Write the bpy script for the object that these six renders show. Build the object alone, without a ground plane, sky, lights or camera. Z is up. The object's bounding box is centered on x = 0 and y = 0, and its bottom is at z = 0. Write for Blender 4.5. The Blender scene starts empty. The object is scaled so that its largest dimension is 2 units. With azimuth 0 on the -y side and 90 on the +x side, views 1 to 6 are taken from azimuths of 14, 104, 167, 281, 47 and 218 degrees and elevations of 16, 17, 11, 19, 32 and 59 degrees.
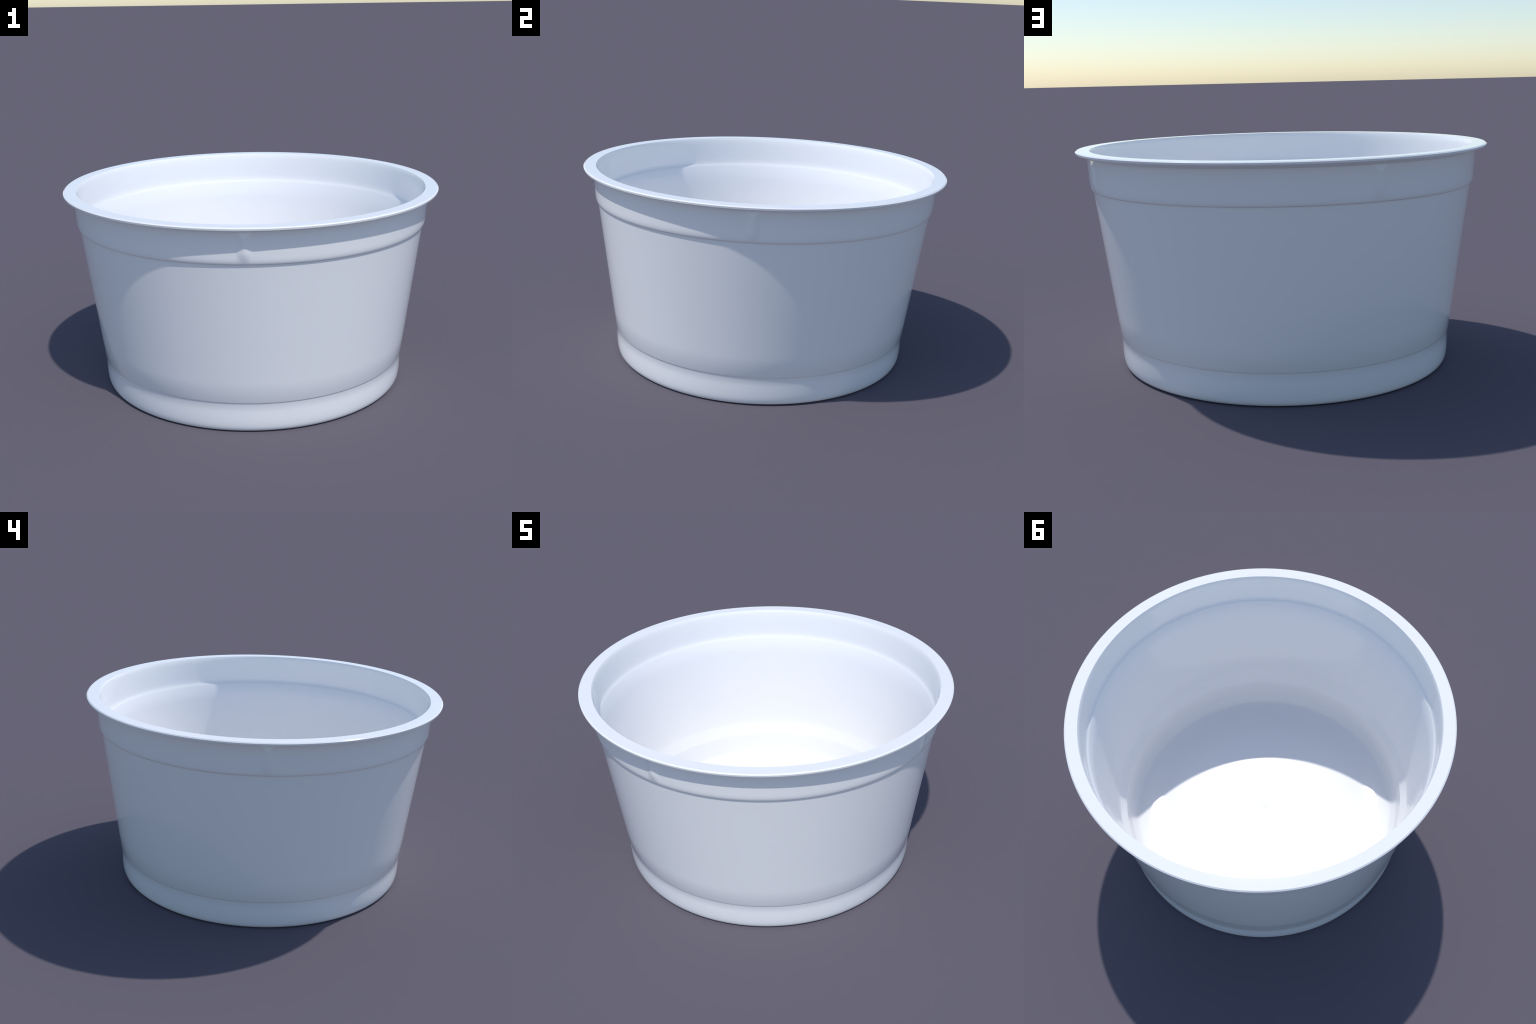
"""White injection-moulded food tub: one lathed shell with a flat rim, a raised
collar carrying four little stacking ribs, a tapering side wall, a rounded foot and a
floor with a gate mark.  The shell is computed as one smooth surface and then separated
into named parts whose borders coincide."""
import bpy, math
from mathutils import Vector

# ----------------------------------------------------------------------------- sizes
RIB_ANGLES = [12.0 + 90.0 * k for k in range(4)]      # from the -y axis towards +x
RIB_HEIGHT, RIB_HALF_WIDTH = 0.0073, 0.0420           # bulge and half width of a rib
RIB_TOP_Z, RIB_TOP_SLOPE = 1.0390, 0.285              # rib is cut back below the rim
RIB_LOW_Z, RIB_FADE = 0.8865, 0.0560                  # and fades out above the step

# Profile: (radius, height, part, sharp edge here).  Runs from the centre of the floor,
# up the inside, over the rim, down the outside and back to the centre underneath.
OUTER_EXTRA = 0.0007       # skin allowance on the outside wall
FLOOR_Z = 0.0545
PROFILE = [
    # gate mark in the middle of the floor: a shallow dimple round a tiny nub
    (0.0030, FLOOR_Z - 0.0006, "gate_mark", 0),
    (0.0060, FLOOR_Z - 0.0016, "gate_mark", 0),
    (0.0110, FLOOR_Z - 0.0022, "gate_mark", 0),
    (0.0180, FLOOR_Z - 0.0018, "gate_mark", 0),
    (0.0260, FLOOR_Z - 0.0007, "gate_mark", 0),
    (0.0330, FLOOR_Z, "gate_mark", 0),
    # floor: flat
    (0.2000, FLOOR_Z, "floor", 0),
    (0.4200, FLOOR_Z, "floor", 0),
    (0.5900, FLOOR_Z, "floor", 0),
    (0.6180, FLOOR_Z, "floor", 0),
    (0.6350, FLOOR_Z + 0.0005, "floor", 0),
    (0.6550, FLOOR_Z + 0.0018, "floor", 0),
    (0.6750, FLOOR_Z + 0.0032, "floor", 0),
    (0.6880, FLOOR_Z + 0.0042, "floor", 0),
    # foot, inside: broad cove from the floor up to the stacking shoulder
    (0.7010, FLOOR_Z + 0.0059, "foot", 0),
    (0.7200, FLOOR_Z + 0.0097, "foot", 0),
    (0.7400, FLOOR_Z + 0.0153, "foot", 0),
    (0.7600, FLOOR_Z + 0.0237, "foot", 0),
    (0.7692, 0.0860, "foot", 0),
    (0.7880, 0.1100, "foot", 0),
    (0.7960, 0.1250, "foot", 0),
    (0.7985, 0.1360, "foot", 0),
    (0.8020, 0.1750, "foot", 0),
    (0.8055, 0.2200, "foot", 0),
    (0.8066, 0.2400, "foot", 0),
    (0.8078, 0.2470, "foot", 1),
    # side wall, inside
    (0.8220, 0.2835, "side_wall", 0),
    (0.8350, 0.3165, "side_wall", 0),
    (0.8372, 0.3230, "side_wall", 0),
    (0.8440, 0.3750, "side_wall", 0),
    (0.8588, 0.5000, "side_wall", 0),
    (0.8777, 0.6500, "side_wall", 0),
    (0.8962, 0.7960, "side_wall", 0),
    # collar, inside: ledge, then nearly upright band
    (0.9082, 0.8908, "side_wall", 0),
    (0.9122, 0.8968, "collar", 0),
    (0.9158, 0.9030, "collar", 0),
    (0.9186, 0.9100, "collar", 0),
    (0.9206, 0.9190, "collar", 0),
    (0.9220, 0.9340, "collar", 0),
    (0.9232, 0.9550, "collar", 0),
    (0.9248, 0.9900, "collar", 0),
    (0.9262, 1.0250, "collar", 0),
    (0.9276, 1.0480, "collar", 0),
    # rim: flat flange with a small chamfer
    (0.9290, 1.0570, "rim", 0),
    (0.9312, 1.0660, "rim", 0),
    (0.9335, 1.0710, "rim", 1),
    (0.9640, 1.0710, "rim", 0),
    (0.9935, 1.0710, "rim", 1),
    (1.0000, 1.0664, "rim", 1),
    (0.9988, 1.0582, "rim", 1),
    (0.9800, 1.0512, "rim", 0),
    (0.9620, 1.0443, "rim", 0),
    (0.9466, 1.0385, "rim", 1),
]
OUTER_FROM = len(PROFILE) - 1      # rows from here on belong to the outside
# collar, outside: dense rows so that the ribs are well resolved
for i in range(1, 28):
    z = 1.0385 - (1.0385 - 0.9150) * i / 27.0
    PROFILE.append((0.9390 + (0.9466 - 0.9390) * (z - 0.9150) / (1.0385 - 0.9150), z, "collar", 0))
PROFILE += [
    (0.9384, 0.9090, "collar", 0),
    (0.9377, 0.9030, "collar", 0),
    (0.9367, 0.8975, "collar", 0),
    (0.9354, 0.8925, "collar", 0),
    (0.9338, 0.8880, "collar", 0),
    (0.9324, 0.8853, "collar", 0),
    (0.9298, 0.8841, "collar", 0),
    (0.9268, 0.8835, "collar", 0),
    (0.9252, 0.8826, "collar", 0),
    (0.9247, 0.8790, "side_wall", 0),
    (0.9150, 0.8020, "side_wall", 0),
    (0.8965, 0.6560, "side_wall", 0),
    (0.8770, 0.5020, "side_wall", 0),
    (0.8600, 0.3680, "side_wall", 0),
    (0.8474, 0.2680, "side_wall", 0),
    (0.8337, 0.1610, "side_wall", 0),
    (0.8317, 0.1570, "side_wall", 0),
    (0.8299, 0.1547, "side_wall", 0),
    # foot, outside
    (0.8285, 0.1512, "foot", 0),
    (0.8276, 0.1080, "foot", 0),
    (0.8278, 0.0850, "foot", 0),
    (0.8272, 0.0560, "foot", 0),
    (0.8258, 0.0360, "foot", 0),
    (0.8232, 0.0205, "foot", 0),
    (0.8190, 0.0095, "foot", 0),
    (0.8125, 0.0030, "foot", 0),
    (0.8040, 0.0004, "foot", 0),
    (0.7960, 0.0000, "foot", 0),
    (0.7400, 0.0000, "foot", 0),
    (0.7000, 0.0000, "foot", 0),
    # floor, underneath
    (0.6700, 0.0004, "floor", 0),
    (0.6620, 0.0040, "floor", 0),
    (0.6520, 0.0140, "floor", 0),
    (0.6400, 0.0175, "floor", 0),
    (0.4000, 0.0175, "floor", 0),
    (0.2000, 0.0175, "floor", 0),
    (0.0330, 0.0175, "floor", 0),
]


def rib_bulge(angle, r, z):
    """How far a stacking rib lifts the collar at this spot."""
    if not (RIB_LOW_Z < z < RIB_TOP_Z):
        return 0.0
    for a in RIB_ANGLES:
        x = math.radians((angle - a + 180.0) % 360.0 - 180.0) * r
        if abs(x) >= RIB_HALF_WIDTH:
            continue
        hump = RIB_HEIGHT * 0.5 * (1.0 + math.cos(math.pi * x / RIB_HALF_WIDTH))
        f = min(1.0, (z - RIB_LOW_Z) / RIB_FADE)
        hump *= f * f * (3.0 - 2.0 * f)
        return min(hump, (RIB_TOP_Z - z) * RIB_TOP_SLOPE)
    return 0.0


# ----------------------------------------------------------------------------- angles
def angle_list():
    """Spokes of the lathe: fine next to the ribs, coarser between them."""
    out = []
    for a in RIB_ANGLES:
        out += [a - 4.0 + 8.0 * i / 64.0 for i in range(64)]
        out += [a + 4.0 + 82.0 * i / 110.0 for i in range(110)]
    return out


# ----------------------------------------------------------------------------- material
def tub_plastic():
    mat = bpy.data.materials.new("white_plastic")
    mat.use_nodes = True
    nt = mat.node_tree
    bsdf = nt.nodes["Principled BSDF"]
    bsdf.inputs["Roughness"].default_value = 0.09
    bsdf.inputs["IOR"].default_value = 1.45
    coord = nt.nodes.new("ShaderNodeTexCoord")
    noise = nt.nodes.new("ShaderNodeTexNoise")
    noise.inputs["Scale"].default_value = 3.0
    noise.inputs["Detail"].default_value = 2.0
    ramp = nt.nodes.new("ShaderNodeValToRGB")
    ramp.color_ramp.elements[0].position = 0.3
    ramp.color_ramp.elements[1].position = 0.7
    c = BASE
    ramp.color_ramp.elements[0].color = (c[0] * 0.995, c[1] * 0.995, c[2] * 0.995, 1)
    ramp.color_ramp.elements[1].color = (c[0], c[1], c[2], 1)
    nt.links.new(coord.outputs["Object"], noise.inputs["Vector"])
    nt.links.new(noise.outputs["Fac"], ramp.inputs["Fac"])
    nt.links.new(ramp.outputs["Color"], bsdf.inputs["Base Color"])
    return mat


BASE = (0.920, 0.921, 0.927)


# ----------------------------------------------------------------------------- shell
def build():
    angles = angle_list()
    n, rows = len(angles), len(PROFILE)
    verts = []
    for i, (r, z, part, sharp) in enumerate(PROFILE):
        for a in angles:
            rr = r + (OUTER_EXTRA + rib_bulge(a, r, z) if i >= OUTER_FROM and r > 0.79 else 0.0)
            t = math.radians(a)
            verts.append((rr * math.sin(t), -rr * math.cos(t), z))
    top_c, low_c = len(verts), len(verts) + 1
    verts.append((0.0, 0.0, FLOOR_Z - 0.0002))
    verts.append((0.0, 0.0, 0.0175))

    def on_rib(j):
        a = angles[j] + 0.01
        return any(abs((a - b + 180) % 360 - 180) < 3.3 for b in RIB_ANGLES)

    faces, owner = [], []
    for j in range(n):
        k = (j + 1) % n
        faces.append((top_c, j, k)); owner.append("gate_mark")
        last = (rows - 1) * n
        faces.append((low_c, last + k, last + j)); owner.append("floor")
    for i in range(rows - 1):
        part = PROFILE[i + 1][2]
        zmid = 0.5 * (PROFILE[i][1] + PROFILE[i + 1][1])
        for j in range(n):
            k = (j + 1) % n
            faces.append((i * n + j, (i + 1) * n + j, (i + 1) * n + k, i * n + k))
            if part == "collar" and i >= OUTER_FROM and zmid < RIB_TOP_Z and on_rib(j):
                idx = min(range(4), key=lambda q: abs((angles[j] - RIB_ANGLES[q] + 180) % 360 - 180))
                owner.append("rib%d" % idx)
            else:
                owner.append(part)

    whole = bpy.data.meshes.new("shell")
    whole.from_pydata(verts, [], faces)
    whole.update()
    sharp_rows = {i for i, p in enumerate(PROFILE) if p[3]}
    for p in whole.polygons:
        p.use_smooth = True
    for e in whole.edges:
        a, b = e.vertices
        if a < rows * n and b < rows * n and a // n == b // n and a // n in sharp_rows:
            e.use_edge_sharp = True
    # corner normals of the whole shell, handed on to the parts
    corner = [Vector(c.vector) for c in whole.corner_normals]

    mat = tub_plastic()
    root = bpy.data.objects.new("plastic_tub", None)
    root.empty_display_size = 0.3
    bpy.context.scene.collection.objects.link(root)
    root["label"] = "round white plastic food tub, empty, flat rim, tapered wall"
    root["category"] = "food container"

    parents = {}
    for name in ("rim", "collar", "side_wall", "foot", "floor", "gate_mark",
                 "rib0", "rib1", "rib2", "rib3"):
        picks = [f for f, o in enumerate(owner) if o == name]
        remap, pv, pf, pn = {}, [], [], []
        for f in picks:
            poly = whole.polygons[f]
            loop = []
            for li in poly.loop_indices:
                v = whole.loops[li].vertex_index
                if v not in remap:
                    remap[v] = len(pv)
                    pv.append(verts[v])
                loop.append(remap[v])
                pn.append(corner[li])
            pf.append(loop)
        kind = "rib" if name.startswith("rib") else name
        me = bpy.data.meshes.new(kind)
        me.from_pydata(pv, [], pf)
        me.update()
        for p in me.polygons:
            p.use_smooth = True
        me.normals_split_custom_set(pn)
        me.materials.append(mat)
        ob = bpy.data.objects.new(kind, me)
        bpy.context.scene.collection.objects.link(ob)
        parents[name] = ob
        if kind == "rib":
            ob.parent = parents["collar"]
        elif kind == "gate_mark":
            ob.parent = parents["floor"]
        else:
            ob.parent = root
    bpy.data.meshes.remove(whole)


build()
